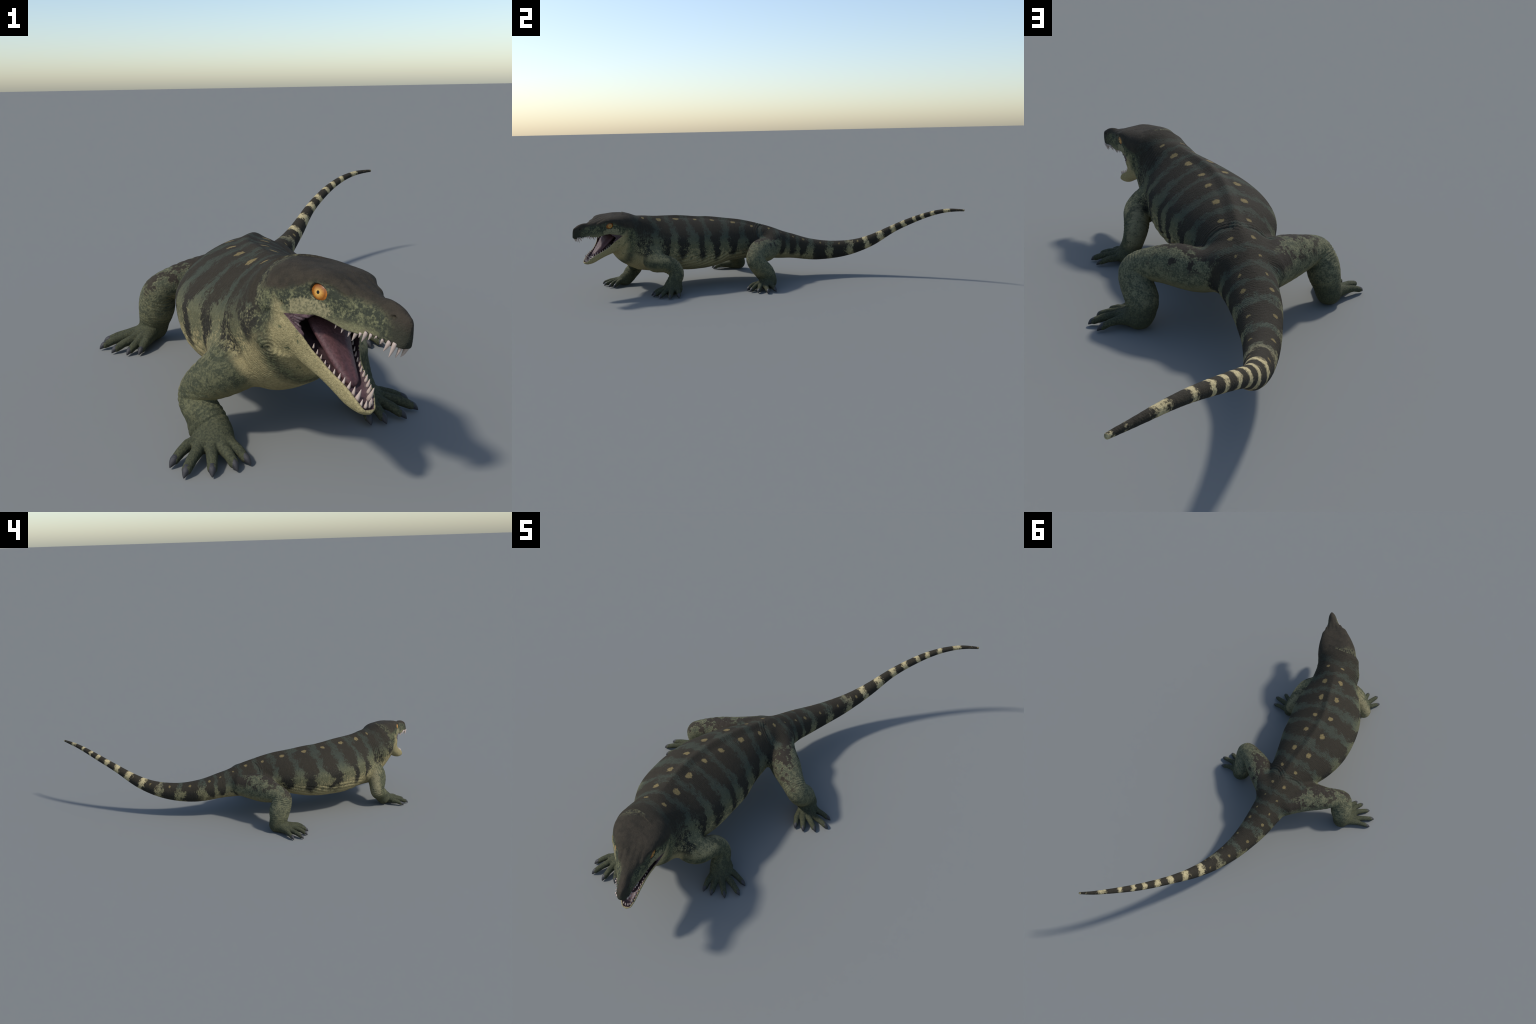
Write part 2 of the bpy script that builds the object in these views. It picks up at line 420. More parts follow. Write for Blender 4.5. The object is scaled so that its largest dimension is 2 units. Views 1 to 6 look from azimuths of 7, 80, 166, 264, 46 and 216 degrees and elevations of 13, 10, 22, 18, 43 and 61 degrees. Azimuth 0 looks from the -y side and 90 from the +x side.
# neck wrinkles behind the jaw
ph = (S_+.25*B_)/.0165+warp*1.1
m = sstep(-.79, -.75, S_)*sstep(-.60, -.68, S_)*sstep(-.8, -.4, HB)*sstep(1.0, .55, HB)*sstep(-.03, -.06, QH[:, 0])*(CAV > .004)
relief += .0046*fold(ph)*m*(.55+.45*vnoise(V*17+3))
# fine rings all along trunk and tail
ph = S_/.0062+warp*2.0
relief += .00030*np.sin(2*np.pi*ph)*on_trunk*sstep(.62, .4, S_)
# stretched folds fanning out from the corner of the mouth
rho_ = np.hypot(QH[:, 0], QH[:, 2]); an_ = np.arctan2(QH[:, 2], np.maximum(QH[:, 0], 1e-4))
m = sstep(.004, .012, QH[:, 0])*sstep(.058, .05, rho_)*sstep(-.66, -.58, an_)*sstep(.10, .02, an_)*(np.abs(QH[:, 1]) > .045)
relief += .0016*np.sin(an_*34+warp)*m
# puckered skin under the hinge of the jaw
for sd in (1, -1):
    pc = from_head((PUCKER[0], PUCKER[1]*sd, PUCKER[2])); r = np.linalg.norm((V-pc)*np.array([1, 1, 1.25]), axis=1)
    relief += (.0030*fold((r+.006*warp)/.0098)-.004*np.exp(-(r/.010)**2))*np.exp(-(r/.028)**2)*(CAV > .004)
# low crest along the backbone, with a shallow furrow on each side
m = sstep(-.62, -.50, S_)*sstep(.02, -.10, S_)*sstep(.3, .7, HB)*on_trunk
relief += (.0045*np.exp(-(A_/.013)**2)-.0020*np.exp(-((np.abs(A_)-.030)/.012)**2))*m
# limb joints
def ring_wrinkles(limb, k, amp, width, period):
    global relief
    Sx = SWEEP[limb]; i = int(k*(len(Sx)-1)/6); c = Sx[i]; ax = Sx[min(i+2, len(Sx)-1), :3]-Sx[max(i-2, 0), :3]; ax /= np.linalg.norm(ax)
    D = V-c[:3]; s = D@ax
    near = sstep(c[3]*2.0, c[3]*1.5, np.linalg.norm(D-s[:, None]*ax, axis=1))
    relief += amp*fold(s/period+warp*.7)*np.exp(-(s/width)**2)*near*sstep(1.05, 1.2, GA)*np.clip(.65+.8*vnoise(V*22), 0, 1.2)
for l in ('RF', 'LF'):
    ring_wrinkles(l, 3.2, .0026, .022, .0120); ring_wrinkles(l, 5.0, .0036, .022, .0135)
for l in ('LH', 'RH'):
    ring_wrinkles(l, 3.6, .0028, .022, .0100); ring_wrinkles(l, 5.3, .0022, .018, .0095)
# pebbled skin
relief += (.00016*vnoise(V*330)+.00022*vnoise(V*120))*(CAV > .004)
V2 = V+N*relief[:, None]
V2[:, 2] = np.maximum(V2[:, 2], 0.0)
V = V2
N = mesh_normals(V, Q)

# ------------------------------------------------------------------ cut into parts by region
fc = V[Q].mean(1)
qf = to_head(fc); jf = to_jaw(qf)
cavf = CAV[Q].mean(1); gaf = GA[Q].mean(1); sf = S_[Q].mean(1)
names = ['torso', 'neck', 'tail', 'head', 'lower_jaw', 'mouth_lining', 'forelimb', 'forelimb.001', 'hindlimb', 'hindlimb.001']
reg = np.zeros(len(Q), int)
reg[sf < -.60] = 1
reg[sf > .16] = 2
limbd = {}
base = sd_trunk(fc)
for k in SWEEP:
    S = SWEEP[k]
    c = sd_chain(fc, S[6:])
    for l, ch in CHAINS:
        if l == k: c = np.minimum(c, sd_chain(fc, ch))
    c = np.minimum(c, sd_chain(fc, PADS[k]))
    limbd[k] = c
for k, r in (('RF', 6), ('LF', 7), ('RH', 8), ('LH', 9)):
    reg[(limbd[k] < .007) & (base > .004)] = r
hm = (qf[:, 0] > -.075) & (qf[:, 2] > -.19) & (reg < 3)
skd = sd_skull(qf); jwd = sd_jaw(jf)
head_m = hm & ((skd < .012) & (qf[:, 2] > -.012) | (jwd < .01) & (qf[:, 0] > .0) & (jf[:, 2] < .004))
reg[head_m] = 3
reg[head_m & (qf[:, 2] < -.010) & (jwd < .012)] = 4
lin = (cavf < .0012) & ~((qf[:, 0] < .012) & (np.abs(qf[:, 1]) > .074))
web = (np.hypot(qf[:, 0], qf[:, 2]) < .056) & (qf[:, 0] > .002) & (qf[:, 2] < rows(SKULL, FQ, qf[:, 0])[3]-.004) & (jf[:, 2] > np.interp(jf[:, 0], LIP_S, LIP_V)+.005) & (np.abs(qf[:, 1]) > .03)
reg[lin | (web & hm)] = 5

# ------------------------------------------------------------------ node expressions
class X:
    """a scalar in the node tree, with arithmetic"""
    def __init__(s, tree, sock): s.t = tree; s.s = sock
    def _m(s, op, *a, clamp=False):
        n = s.t.nodes.new('ShaderNodeMath'); n.operation = op; n.use_clamp = clamp
        for i, v in enumerate((s,)+a):
            if isinstance(v, X): s.t.links.new(v.s, n.inputs[i])
            else: n.inputs[i].default_value = v
        return X(s.t, n.outputs[0])
    def __add__(s, o): return s._m('ADD', o)
    __radd__ = __add__
    def __sub__(s, o): return s._m('SUBTRACT', o)
    def __rsub__(s, o): return (s*-1)+o
    def __mul__(s, o): return s._m('MULTIPLY', o)
    __rmul__ = __mul__
    def __truediv__(s, o): return s._m('DIVIDE', o)
    def __neg__(s): return s*-1
    def abs(s): return s._m('ABSOLUTE')
    def sqrt(s): return s._m('SQRT')
    def max(s, o): return s._m('MAXIMUM', o)
    def min(s, o): return s._m('MINIMUM', o)
    def cos(s): return s._m('COSINE')
    def clamp(s): return s._m('ADD', 0.0, clamp=True)
    def step(s, a, b):
        """smooth 0..1 from a to b (a may be above b)"""
        n = s.t.nodes.new('ShaderNodeMapRange'); n.interpolation_type = 'SMOOTHSTEP'
        rev = a > b
        if rev: a, b = b, a
        s.t.links.new(s.s, n.inputs[0]); n.inputs[1].default_value = a; n.inputs[2].default_value = b
        n.inputs[3].default_value = 1.0 if rev else 0.0; n.inputs[4].default_value = 0.0 if rev else 1.0
        return X(s.t, n.outputs[0])
    def gt(s, a, soft): return s.step(a-soft, a+soft)

def vec(tree, x, y, z):
    n = tree.nodes.new('ShaderNodeCombineXYZ')
    for i, v in enumerate((x, y, z)):
        if isinstance(v, X): tree.links.new(v.s, n.inputs[i])
        else: n.inputs[i].default_value = v
    return n.outputs[0]

def noise(tree, v, scale, detail=3.0, rough=.55, dist=0.0):
    n = tree.nodes.new('ShaderNodeTexNoise'); tree.links.new(v, n.inputs['Vector'])
    n.inputs['Scale'].default_value = scale; n.inputs['Detail'].default_value = detail
    n.inputs['Roughness'].default_value = rough; n.inputs['Distortion'].default_value = dist
    return X(tree, n.outputs['Fac'])

def voronoi(tree, v, scale):
    n = tree.nodes.new('ShaderNodeTexVoronoi'); tree.links.new(v, n.inputs['Vector']); n.inputs['Scale'].default_value = scale
    return X(tree, n.outputs['Distance'])

def curve(tree, x, xs, ys, x0=-.85, x1=1.05):
    """value along the spine, as a float curve"""
    lo, hi = min(ys), max(ys); sp = max(hi-lo, 1e-6)
    n = tree.nodes.new('ShaderNodeFloatCurve'); n.inputs[0].default_value = 1.0
    tree.links.new(((x-x0)*(1/(x1-x0))).s, n.inputs[1])
    c = n.mapping.curves[0]; pts = [((a-x0)/(x1-x0), (b-lo)/sp) for a, b in zip(xs, ys)]
    c.points[0].location = pts[0]; c.points[1].location = pts[-1]
    for p in pts[1:-1]: c.points.new(*p)
    n.mapping.update()
    return X(tree, n.outputs[0])*sp+lo

def mix(tree, fac, a, b):
    n = tree.nodes.new('ShaderNodeMix'); n.data_type = 'RGBA'; n.clamp_factor = True
    if isinstance(fac, X): tree.links.new(fac.s, n.inputs[0])
    else: n.inputs[0].default_value = fac
    for i, c in ((6, a), (7, b)):
        if isinstance(c, tuple): n.inputs[i].default_value = (*c, 1)
        else: tree.links.new(c, n.inputs[i])
    return n.outputs[2]

def scale_col(tree, c, x):
    n = tree.nodes.new('ShaderNodeMix'); n.data_type = 'RGBA'; n.blend_type = 'MULTIPLY'; n.inputs[0].default_value = 1
    tree.links.new(c, n.inputs[6])
    cc = tree.nodes.new('ShaderNodeCombineColor')
    for i in range(3): tree.links.new(x.s, cc.inputs[i])
    tree.links.new(cc.outputs[0], n.inputs[7]); return n.outputs[2]

def new_mat(name, rough=.6, spec=.3):
    m = bpy.data.materials.new(name); m.use_nodes = True
    b = m.node_tree.nodes['Principled BSDF']
    b.inputs['Roughness'].default_value = rough; b.inputs['Specular IOR Level'].default_value = spec
    return m, m.node_tree, b

def coords(t):
    tc = t.nodes.new('ShaderNodeTexCoord'); sp = t.nodes.new('ShaderNodeSeparateXYZ'); t.links.new(tc.outputs['Object'], sp.inputs[0])
    return tc.outputs['Object'], [X(t, o) for o in sp.outputs]

# ------------------------------------------------------------------ skin colours
BROWN = (.033, .0285, .0205); BLACK = (.016, .017, .014); TEAL = (.048, .057, .043); OLIVE = (.105, .104, .060)
TAN = (.300, .250, .128); CREAM = (.400, .335, .185); SPOT = (.190, .147, .068); LEG = (.064, .070, .040); HAND = (.046, .050, .031)

SPOT_Y = [-.82, -.699, -.61, -.524, -.419, -.308, -.201, -.099, -.01, .064, .14, .198, .30, .413, .518, .597, .665, .722, .775, .815, .855, .902, .962, 1.03]
SPOT_PH = [k-1.0 for k in range(len(SPOT_Y))]

def skin_material():
    m, t, bsdf = new_mat('scaly_skin', .85, .10)
    P, (x, y, z) = coords(t)
    def plane(qx, qv): return curve(t, qx, TY, qv)
    dcx = np.gradient(natural_spline(TY, T_CX, YQ), YQ); dcz = np.gradient(natural_spline(TY, T_CZ, YQ), YQ)
    DX = np.interp(TY, YQ, dcx).tolist(); DZ = np.interp(TY, YQ, dcz).tolist()
    s = y
    for it in range(2):
        cx, cz, dx, dz = plane(s, T_CX), plane(s, T_CZ), plane(s, DX), plane(s, DZ)
        tt = ((y-s)+(x-cx)*dx+(z-cz)*dz)/(dx*dx+dz*dz+1.0)
        s = s+tt
    cx, cz, dx, dz = plane(s, T_CX), plane(s, T_CZ), plane(s, DX), plane(s, DZ)
    na = (dx*dx+1.0).sqrt()
    a = ((x-cx)-dx*(y-s))/na
    b = ((z-cz)*(dx*dx+1.0)-dz*(y-s)-dx*dz*(x-cx))/(na*(dx*dx+dz*dz+1.0).sqrt())
    w, hu, hd = plane(s, T_W), plane(s, T_HU), plane(s, T_HD)
    hb = (b/hu).max(0)+(b/hd).min(0)
    ga = ((a/w)*(a/w)+hb*hb).sqrt()
    # head frame
    def dot(d, o):
        return (x-HO[0])*float(d[0])+(y-HO[1])*float(d[1])+(z-HO[2])*float(d[2])
    f, l, u = dot(HF, 0), dot(HL, 0), dot(HU_, 0)
    la = l.abs()
    js, jv = f*JC+u*JS_, u*JC-f*JS_
    # textures
    n_big = noise(t, P, 22, 4, .6); n_mid = noise(t, P, 60, 4, .62); n_fine = noise(t, P, 210, 3, .6); n_grain = noise(t, P, 520, 2, .6)
    streak_v = vec(t, s*260.0, a*38.0, b*38.0)
    n_str = noise(t, streak_v, 1.0, 3, .6)
    rag = (n_mid-.5)*2.4+(n_fine-.5)*2.0+(n_str-.5)*1.2+(n_big-.5)*1.0
    # bands along the spine
    phase = curve(t, s, SPOT_Y, SPOT_PH)
    n_lo = noise(t, P, 8, 2, .5)
    ph = phase+(n_big-.5)*.75+(n_lo-.5)*.65*(1.0-s.step(.3, .5))
    wave = (ph*(2*math.pi)).cos()*-1.0                      # +1 in the light bands
    tail = s.step(.12, .30); far = s.step(.42, .56)
    flank = (hb+(n_big-.5)*.5).step(.58, -.15)               # 0 on the back, 1 low on the side
    thr = .64-flank*.80*(1.0-tail)-tail*.06+s.step(-.64, -.72)*hb.step(-.6, -.1)*.18+(n_lo-.5)*.9*(1.0-far)
    band = (wave+rag-thr).step(-.45, .45)*(1.0-s.step(-.69, -.73)*hb.step(-.3, .2)*.35)*(hb.step(.75, .25)*.30+.70+tail*.3).min(1.0)
    band = band.max(s.step(-.58, -.66)*hb.step(.62, .2)*(rag+(n_lo-.5)*.8).step(-.25, .45)*.9)
    low = (hb+rag*.22-wave*.22+(n_big-.5)*.30).step(-.22, -.55)*(1.0-tail)
    light = mix(t, (hb+(n_mid-.5)*.5).step(.55, -.1), TEAL, OLIVE)
    light = mix(t, ((hb*-1.0)+(n_fine-.5)*1.8+(n_mid-.5)*1.5).step(.05, .80)*.8, light, TAN)
    tail_light = mix(t, ((a/w).abs()*.6+(n_fine-.5)*1.0-hb*.35).step(.1, .8), TEAL, (.21, .19, .10))
    tail_light = mix(t, (far+(n_fine-.5)*.35).clamp(), tail_light, CREAM)
    light = mix(t, tail, light, tail_light)
    dark = mix(t, (hb+(n_big-.5)*.4).step(.35, -.1), BROWN, (.027, .025, .020))
    dark = mix(t, (n_fine+(n_grain-.5)*.6).step(.62, .78)*(hb.step(.5, -.1))*(1.0-tail), dark, (.085, .085, .05))
    col = mix(t, band, dark, light)
    col = mix(t, low, col, mix(t, ((n_fine-.5)*1.6+(n_mid-.5)*1.6+(hb*-1.0)).step(.05, .65), OLIVE, TAN))
    # yellow spots in two rows
    fr = phase._m('FRACT'); near = (fr-.5).abs()*-1.0+.5      # distance to the whole numbers
    per = curve(t, s, SPOT_Y, [.10]+[ (SPOT_Y[min(i+1, 23)]-SPOT_Y[i-1])/2 for i in range(1, 23)]+[.05])
    rad = curve(t, s, [-.85, -.76, -.72, -.68, -.6, -.5, -.3, -.2, -.1, 0, .07, .14, .2, .3, .41, .52, .58, .62, 1], [-.01, -.01, .0090, .0095, .0118, .0122, .0122, .0114, .0078, .0064, .0040, .0050, .0068, .0060, .0050, .0037, -.001, -.01, -.01])
    off = curve(t, s, [-.85, -.7, -.61, -.52, -.42, -.31, -.2, -.1, -.01, .06, .14, .2, .3, .41, .52, 1], [.038, .038, .042, .040, .0405, .047, .0425, .0405, .033, .0335, .036, .038, .034, .0275, .022, .02])
    ds = near*per; da = (a.abs()-off)*1.05
    dist = (ds*ds+da*da).sqrt()+(n_mid-.5)*.018+(n_fine-.5)*.016
    spot = (dist-rad).step(.0012, -.0012)*hb.step(.1, .3)*f.step(-.06, -.09)
    # limbs
    tcn = t.nodes.new('ShaderNodeNewGeometry'); sn = t.nodes.new('ShaderNodeSeparateXYZ'); t.links.new(tcn.outputs['Normal'], sn.inputs[0])
    nx, ny, nz = [X(t, o) for o in sn.outputs]
    limb = (ga+(n_mid-.5)*.30+(n_fine-.5)*.16).step(1.12, 1.30)*s.step(.30, .22)*(1.0-f.step(-.20, -.14)*u.step(-.135, -.105))
    lc = mix(t, (n_mid+(n_fine-.5)*.9+(n_big-.5)*.5).step(.33, .68), (.050, .055, .035), (.104, .104, .058))
    hind = y.step(-.4, -.3)
    lc = mix(t, hind*z.step(.05, .10), lc, mix(t, (n_mid+(n_fine-.5)*.9+(n_big-.5)*.5).step(.33, .68), (.062, .067, .044), (.135, .132, .076)))
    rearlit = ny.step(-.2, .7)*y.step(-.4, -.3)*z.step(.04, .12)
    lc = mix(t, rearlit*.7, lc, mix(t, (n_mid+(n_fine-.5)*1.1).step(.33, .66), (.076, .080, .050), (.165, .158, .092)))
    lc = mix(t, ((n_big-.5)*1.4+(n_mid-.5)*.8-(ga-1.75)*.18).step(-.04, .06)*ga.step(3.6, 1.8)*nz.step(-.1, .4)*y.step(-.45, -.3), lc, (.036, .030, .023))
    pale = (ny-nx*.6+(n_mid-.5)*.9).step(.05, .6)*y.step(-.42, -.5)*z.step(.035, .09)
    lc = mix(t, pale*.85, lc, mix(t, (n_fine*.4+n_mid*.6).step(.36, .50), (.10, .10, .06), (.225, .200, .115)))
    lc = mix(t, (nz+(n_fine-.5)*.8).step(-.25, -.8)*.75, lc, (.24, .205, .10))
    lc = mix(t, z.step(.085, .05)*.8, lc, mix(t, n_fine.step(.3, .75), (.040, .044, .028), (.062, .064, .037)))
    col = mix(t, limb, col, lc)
    col = mix(t, spot, col, mix(t, n_fine.step(.3, .7), (.140, .108, .050), SPOT))
    # chest and throat pale
    chest = (s+(n_mid-.5)*.16+(n_big-.5)*.1-hb*.04).step(-.62, -.68)*(hb+rag*.16).step(-.45, -.70)*ga.step(1.25, 1.12)
    col = mix(t, chest, col, mix(t, n_fine.step(.25, .6), (.23, .19, .095), TAN))
    # head
    head = (f+(n_mid-.5)*.05+(n_fine-.5)*.02).step(-.085, -.045)*u.step(-.20, -.16)
    crown_line = curve(t, f, [-.12, -.05, .02, .06, .10, .15, .2, .24], [.030, .034, .052, .066, .056, .050, .036, .020], -.12, .24)
    crown = (u-crown_line+(n_mid-.5)*.020+(n_fine-.5)*.012).step(-.008, .008)
    side = mix(t, (n_mid*.75+n_big*.35+(n_fine-.5)*.75).step(.44, .74), (.036, .040, .028), (.135, .135, .072))
    cheek = (((f-.048)/.042)*((f-.048)/.042)+((u-.018)/.021)*((u-.018)/.021)).step(1.6, .35)
    side = mix(t, (cheek+(n_fine-.5)*1.4+(n_mid-.5)*1.6+(n_big-.5)*.8).step(.35, .95), side, mix(t, n_fine.step(.3, .65), (.140, .132, .075), (.225, .200, .112)))
    lipz = (u+(n_fine-.5)*.02+(n_mid-.5)*.015).step(.018, .002)*f.step(-.02, .04)*f.step(.19, .16)
    side = mix(t, lipz*.6, side, (.20, .185, .10))
    hcol = mix(t, crown, side, mix(t, (n_mid*.5+n_big*.5).step(.35, .65), (.031, .0270, .0200), (.046, .038, .027)))
    tip = (f+(n_mid-.5)*.03).step(.180, .212)
    hcol = mix(t, tip, hcol, mix(t, (u+(n_big-.5)*.05).step(.015, .045), (.034, .034, .024), (.043, .035, .026)))
    jaw_col = mix(t, (n_fine*.6+n_grain*.4).step(.3, .7), (.245, .210, .105), (.345, .290, .150))
    jaw_col = mix(t, (n_mid+(n_fine-.5)*.5).step(.60, .70)*js.step(.13, .04), jaw_col, (.10, .105, .058))
    jawm = (jv+(n_mid-.5)*.03+(n_fine-.5)*.012).step(.012, -.006)*f.step(-.04, .0)+(u+f*.35+(n_mid-.5)*.05).step(-.03, -.06)*f.step(-.055, -.015)
    hcol = mix(t, jawm.clamp(), hcol, jaw_col)
    col = mix(t, head, col, hcol)
    # pink skin stretched across the corner of the mouth
    web = (u-f*.17).step(.0006, -.0012)*(jv+js*.085).step(-.0004, .0016)*f.step(.001, .004)*(f*f+u*u).sqrt().step(.062, .056)*la.step(.03, .04)
    col = mix(t, web, col, mix(t, (n_fine*.5+n_mid*.5).step(.35, .65), (.070, .042, .046), (.120, .074, .082)))
    # grain
    not_head = 1.0-head*.8
    col = scale_col(t, col, (n_grain-.5)*.60+(n_str-.5)*.45*not_head+(n_fine-.5)*.45+1.0)
    t.links.new(col, bsdf.inputs['Base Color'])
    # fine relief
    cell = voronoi(t, P, 330)
    hgt = cell*.45+n_fine*.45+n_str*.9*not_head
    bp = t.nodes.new('ShaderNodeBump'); bp.inputs['Strength'].default_value = .8; bp.inputs['Distance'].default_value = .0015
    t.links.new(hgt.s, bp.inputs['Height']); t.links.new(bp.outputs[0], bsdf.inputs['Normal'])
    return m

def simple_mat(name, c1, c2, scale, rough, spec, bump=0.0, stretch=(1, 1, 1), coat=0.0):
    m, t, b = new_mat(name, rough, spec)
    tc = t.nodes.new('ShaderNodeTexCoord'); mp = t.nodes.new('ShaderNodeMapping'); t.links.new(tc.outputs['Object'], mp.inputs[0])
    mp.inputs['Scale'].default_value = stretch
    n = noise(t, mp.outputs[0], scale, 4, .6)
    t.links.new(mix(t, n.step(.3, .7), c1, c2), b.inputs['Base Color'])
    if coat: b.inputs['Coat Weight'].default_value = coat; b.inputs['Coat Roughness'].default_value = .25
    if bump:
        bp = t.nodes.new('ShaderNodeBump'); bp.inputs['Strength'].default_value = .6; bp.inputs['Distance'].default_value = bump
        t.links.new(n.s, bp.inputs['Height']); t.links.new(bp.outputs[0], b.inputs['Normal'])
    return m

SKIN = skin_material()
MOUTH = simple_mat('mouth_flesh', (.052, .031, .034), (.092, .053, .059), 90, .5, .35, .0012)
TONGUE = simple_mat('tongue_flesh', (.066, .031, .033), (.112, .050, .053), 170, .55, .35, .0016, (1, 1.6, 1))
TOOTH = simple_mat('ivory', (.43, .335, .28), (.50, .405, .35), 60, .38, .4, 0, (1, 1, .2), .2)
CLAW = simple_mat('horn', (.020, .020, .023), (.040, .038, .040), 50, .5, .4, .0006, (1, 1, .15))

def eye_material():
    m, t, b = new_mat('amber_eye', .22, .5)
    P, (x, y, z) = coords(t)            # local z of the eyeball looks out
    r = (x*x+y*y).sqrt()
    ang = noise(t, vec(t, x/(r+.0005), y/(r+.0005), 0.0), 5.0, 3, .6)
    iris = mix(t, (r/EYE_R+(ang-.5)*.25).step(.12, .62), (.60, .35, .080), (.34, .115, .014))
    ring = (r/EYE_R-.64).abs().step(.10, .0)
    iris = mix(t, ring*.55, iris, (.16, .05, .008))
    iris = mix(t, (r/EYE_R).step(.68, .80), iris, (.46, .155, .018))
    iris = mix(t, (ang+(r/EYE_R)*.2).step(.62, .74)*.5, iris, (.18, .06, .01))
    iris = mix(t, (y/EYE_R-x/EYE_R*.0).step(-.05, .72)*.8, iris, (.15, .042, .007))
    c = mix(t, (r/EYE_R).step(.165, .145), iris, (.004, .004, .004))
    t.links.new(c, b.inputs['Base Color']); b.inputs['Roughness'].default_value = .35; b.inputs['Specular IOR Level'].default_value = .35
    return m
EYE = eye_material()

# ------------------------------------------------------------------ objects
coll = bpy.context.scene.collection
root = bpy.data.objects.new('open_mouthed_reptile', None); coll.objects.link(root)
root['label'] = 'striped green reptile with open toothy mouth and raised tail'
root['category'] = 'prehistoric reptile'

def add(name, me, parent, mat=None):
    o = bpy.data.objects.new(name, me); coll.objects.link(o); o.parent = parent
    if mat and not me.materials: me.materials.append(mat)
    return o

part = {}
for r, nm in enumerate(names):
    qs = Q[reg == r]
    if not len(qs): continue
    used, inv = np.unique(qs, return_inverse=True)
    inv = inv.reshape(-1, 4)
    me = bpy.data.meshes.new(nm.split('.')[0])
    me.vertices.add(len(used)); me.vertices.foreach_set('co', V[used].astype(np.float32).ravel())
    me.loops.add(inv.size); me.loops.foreach_set('vertex_index', inv.astype(np.int32).ravel())
    me.polygons.add(len(inv)); me.polygons.foreach_set('loop_start', np.arange(0, inv.size, 4, dtype=np.int32))
    me.update(calc_edges=True); me.validate()
    me.polygons.foreach_set('use_smooth', np.ones(len(me.polygons), bool))
    if len(me.vertices) == len(used):
        me.normals_split_custom_set_from_vertices(N[used].tolist())
    part[nm] = add(nm, me, root, MOUTH if nm == 'mouth_lining' else SKIN)

def lathe(name, prof, n=20, bend=None):
    """prof: (radius, height) from base to tip; bend(h) gives the sideways shift"""
    vs, fs = [], []
    for r, h in prof:
        bx, sq = bend(h) if bend else (0, 1)
        for k in range(n):
            a = 2*math.pi*k/n; vs.append((r*math.cos(a)+bx, r*math.sin(a)*sq, h))
    for i in range(len(prof)-1):
        for k in range(n):
            fs.append((i*n+k, i*n+(k+1) % n, (i+1)*n+(k+1) % n, (i+1)*n+k))
    fs.append(tuple(range(n))[::-1]); top = (len(prof)-1)*n; fs.append(tuple(range(top, top+n)))
    me = bpy.data.meshes.new(name); me.from_pydata(vs, [], fs); me.update()
    me.polygons.foreach_set('use_smooth', np.ones(len(me.polygons), bool)); return me

def aim(o, base, tip, r, up):
    """z of the mesh runs from base to tip (mesh length 1, radius 1), x toward 'up'"""
    z = Vector(tip)-Vector(base); L = z.length; z.normalize()
    xx = Vector(up)-z*z.dot(Vector(up)); xx.normalize(); yy = z.cross(xx)
    M = Matrix((xx*r, yy*r, z*L)).transposed().to_4x4(); M.translation = Vector(base)
    o.matrix_parent_inverse = Matrix.Identity(4); o.matrix_basis = M

tooth_me = lathe('tooth', [(1.0, -.28), (1.12, -.1), (1.10, .05), (.95, .22), (.77, .42), (.57, .62), (.37, .80), (.20, .93), (.07, .99)], 18, lambda h: (-.55*max(h, 0)**1.8, .85))
tooth_me.materials.append(TOOTH)

UPPER = [  # base f, half-width, height; tip; base radius
 ((.0945, .0440, .0030), (.0915, .0435, -.0075), .0024), ((.1075, .0395, -.0005), (.1040, .0390, -.0125), .0030),
 ((.1215, .0355, -.0030), (.1185, .0355, -.0150), .0034), ((.1345, .0335, -.0030), (.1268, .0325, -.0205), .0044),
 ((.1465, .0345, -.0010), (.1450, .0350, -.0087), .0030), ((.1575, .0335, .0010), (.1493, .0313, -.0154), .0040),
 ((.1675, .0310, .0020), (.1642, .0312, -.0079), .0030), ((.1775, .0280, .0020), (.1720, .0262, -.0030), .0020),
 ((.1885, .0240, -.0015), (.1814, .0205, -.0105), .0030), ((.2010, .0220, -.0030), (.1911, .0200, -.0201), .0043),
 ((.2085, .0165, -.0050), (.2010, .0155, -.0275), .0046), ((.2130, .0062, -.0070), (.2060, .0060, -.0270), .0042)]
LOW_T = [(.0423, .0451, -.0477), (.0518, .0429, -.0561), (.0607, .0396, -.0631), (.0701, .0373, -.0709), (.0804, .0349, -.076), (.0907, .031, -.0807), (.1028, .0278, -.0848), (.1136, .0256, -.0888), (.1252, .0216, -.093), (.134, .0182, -.0995), (.1465, .0146, -.1013), (.148, .0104, -.1181), (.1520, .0042, -.1190)]
LOW_B = [(.0408, .0453, -.0547), (.0499, .0428, -.0634), (.0581, .04, -.0706), (.068, .0373, -.0779), (.0777, .035, -.0841), (.0879, .0312, -.0897), (.0993, .0281, -.0945), (.1096, .0259, -.0996), (.1202, .0219, -.1048), (.1291, .0175, -.1123), (.1366, .0145, -.1204), (.1450, .0120, -.1290), (.1490, .0042, -.1300)]
LOW_R = [.0022, .0022, .0024, .0025, .0026, .0028, .0031, .0034, .0036, .0037, .0050, .0034, .0034]
def back_dir(): return Vector((HF[0], HF[1], HF[2]))
teeth = []
for sd in (1, -1):
    for bs_, tp, r in UPPER:
        b = from_head((bs_[0], bs_[1]*sd, bs_[2])); tpw = from_head((tp[0], tp[1]*sd, tp[2]))
        o = add('tooth', tooth_me, part['head']); aim(o, b, tpw, r*.84, HF)
    for bs_, tp, r in zip(LOW_B, LOW_T, LOW_R):
        b = from_head((bs_[0], bs_[1]*sd, bs_[2])); tpw = from_head((tp[0], tp[1]*sd, tp[2]))
        o = add('tooth', tooth_me, part['lower_jaw']); aim(o, b, tpw, r*.84, HF)

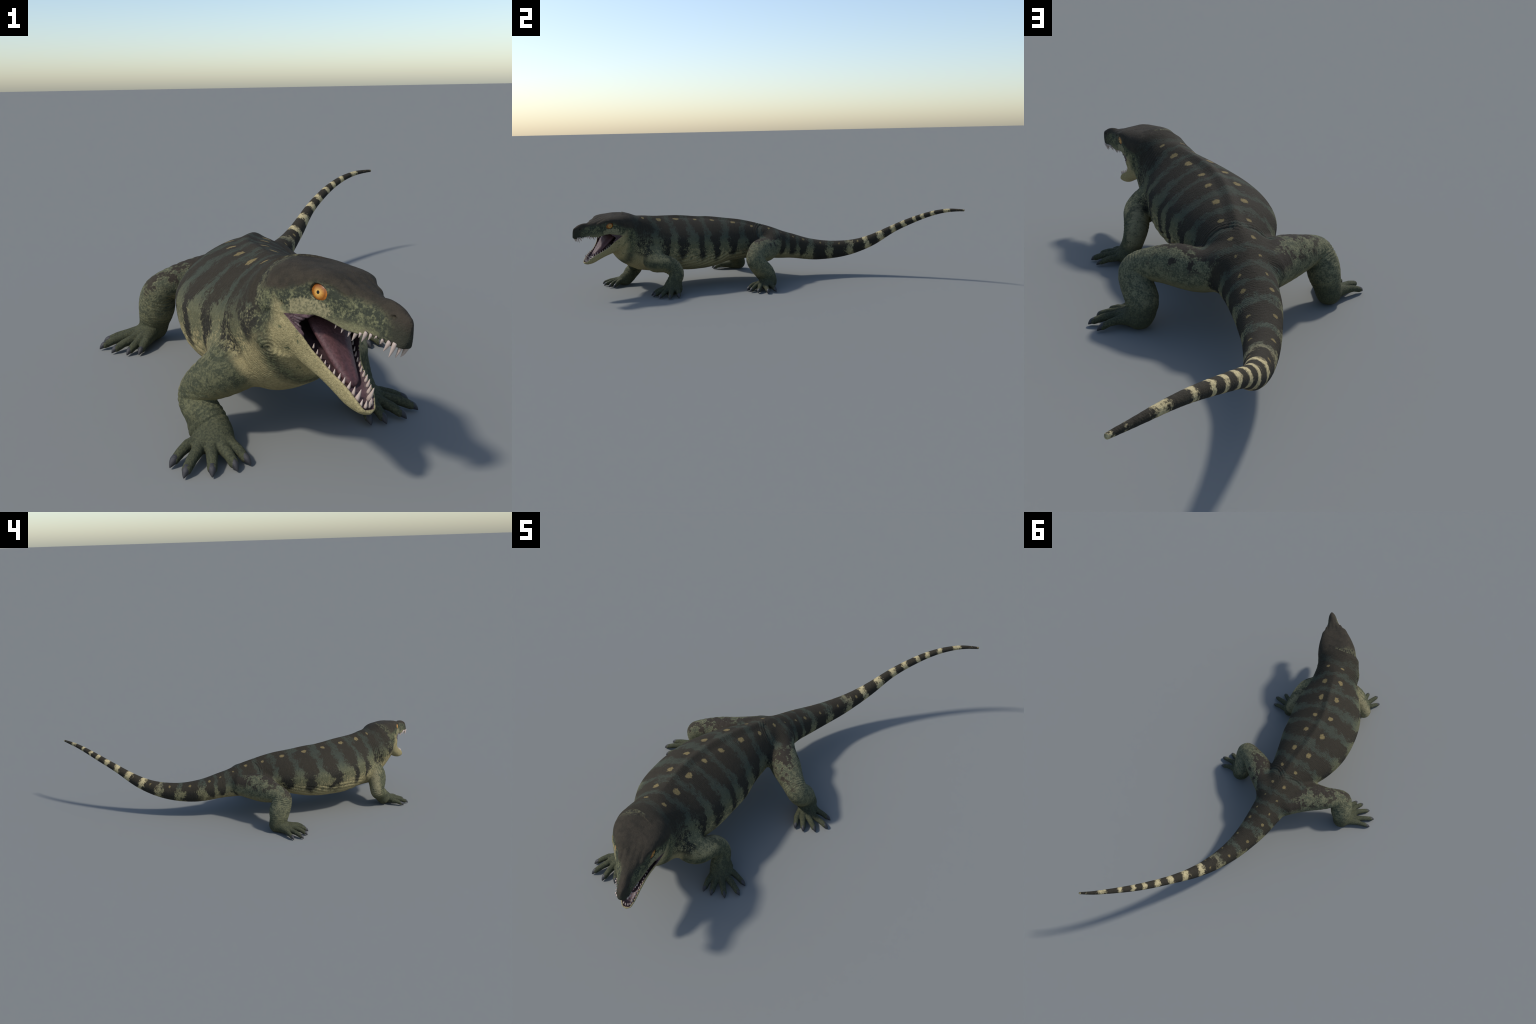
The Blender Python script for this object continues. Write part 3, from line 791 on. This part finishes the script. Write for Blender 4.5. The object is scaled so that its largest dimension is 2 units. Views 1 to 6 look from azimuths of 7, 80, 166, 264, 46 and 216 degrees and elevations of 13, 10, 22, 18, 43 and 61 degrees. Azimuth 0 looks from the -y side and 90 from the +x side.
# claws
claw_me = lathe('claw', [(.62, -.36), (.92, -.2), (1.0, 0), (.95, .2), (.82, .42), (.62, .62), (.40, .80), (.20, .93), (.06, .995)], 20, lambda h: (.62*max(h, 0)*(1-max(h, 0)), .92))
claw_me.materials.append(CLAW)
owner = {'RF': 'forelimb', 'LF': 'forelimb.001', 'RH': 'hindlimb', 'LH': 'hindlimb.001'}
for limb, end, d, tp in CLAWS:
    b = end+np.array([0, 0, .0016])-np.array([*d, 0])*.001
    tip = np.array([tp[0], tp[1], .0012])
    o = add('claw', claw_me, part[owner[limb]]); aim(o, b, tip, .0093, (0, 0, 1))

# eyes
import bmesh
bm = bmesh.new(); bmesh.ops.create_uvsphere(bm, u_segments=64, v_segments=48, radius=EYE_R)
bmesh.ops.scale(bm, vec=(1, .9, EYE_B/EYE_R), verts=bm.verts)
eye_me = bpy.data.meshes.new('eye'); bm.to_mesh(eye_me); bm.free()
eye_me.polygons.foreach_set('use_smooth', np.ones(len(eye_me.polygons), bool)); eye_me.materials.append(EYE)
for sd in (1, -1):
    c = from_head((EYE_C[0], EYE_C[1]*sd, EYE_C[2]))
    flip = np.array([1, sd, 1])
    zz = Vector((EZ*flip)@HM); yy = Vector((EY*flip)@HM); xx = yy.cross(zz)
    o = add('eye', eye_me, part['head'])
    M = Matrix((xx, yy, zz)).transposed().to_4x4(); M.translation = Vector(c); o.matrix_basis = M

# tongue: a long flat loft lying in the lower jaw
TS_ = [(.012, .040, .011, .000), (.03, .042, .013, .001), (.06, .036, .013, -.002), (.09, .0285, .012, -.007), (.12, .0215, .0100, -.0095), (.138, .0165, .0085, -.010), (.149, .0105, .0065, -.0105), (.154, .0040, .003, -.0105)]
nt = 28; vs, fs = [], []
ss = np.linspace(.012, .154, 40)
tab = [natural_spline([k[0] for k in TS_], [k[i] for k in TS_], ss) for i in (1, 2, 3)]
for s_, w1, h1, c1 in zip(ss, *tab):
    for k in range(nt):
        a = 2*math.pi*k/nt
        l1 = w1*math.copysign(abs(math.cos(a))**.85, math.cos(a)); v1 = h1*math.sin(a)
        v1 -= .0025*math.exp(-(l1/.005)**2)*(math.sin(a) > 0)
        vs.append(tuple(from_head(from_jaw(s_, l1, c1+v1-.004))))
for i in range(len(ss)-1):
    for k in range(nt): fs.append((i*nt+k, i*nt+(k+1) % nt, (i+1)*nt+(k+1) % nt, (i+1)*nt+k))
fs.append(tuple(range(nt))[::-1]); fs.append(tuple(range((len(ss)-1)*nt, len(ss)*nt)))
tm = bpy.data.meshes.new('tongue'); tm.from_pydata(vs, [], fs); tm.update()
tm.polygons.foreach_set('use_smooth', np.ones(len(tm.polygons), bool))
add('tongue', tm, part['lower_jaw'], TONGUE)
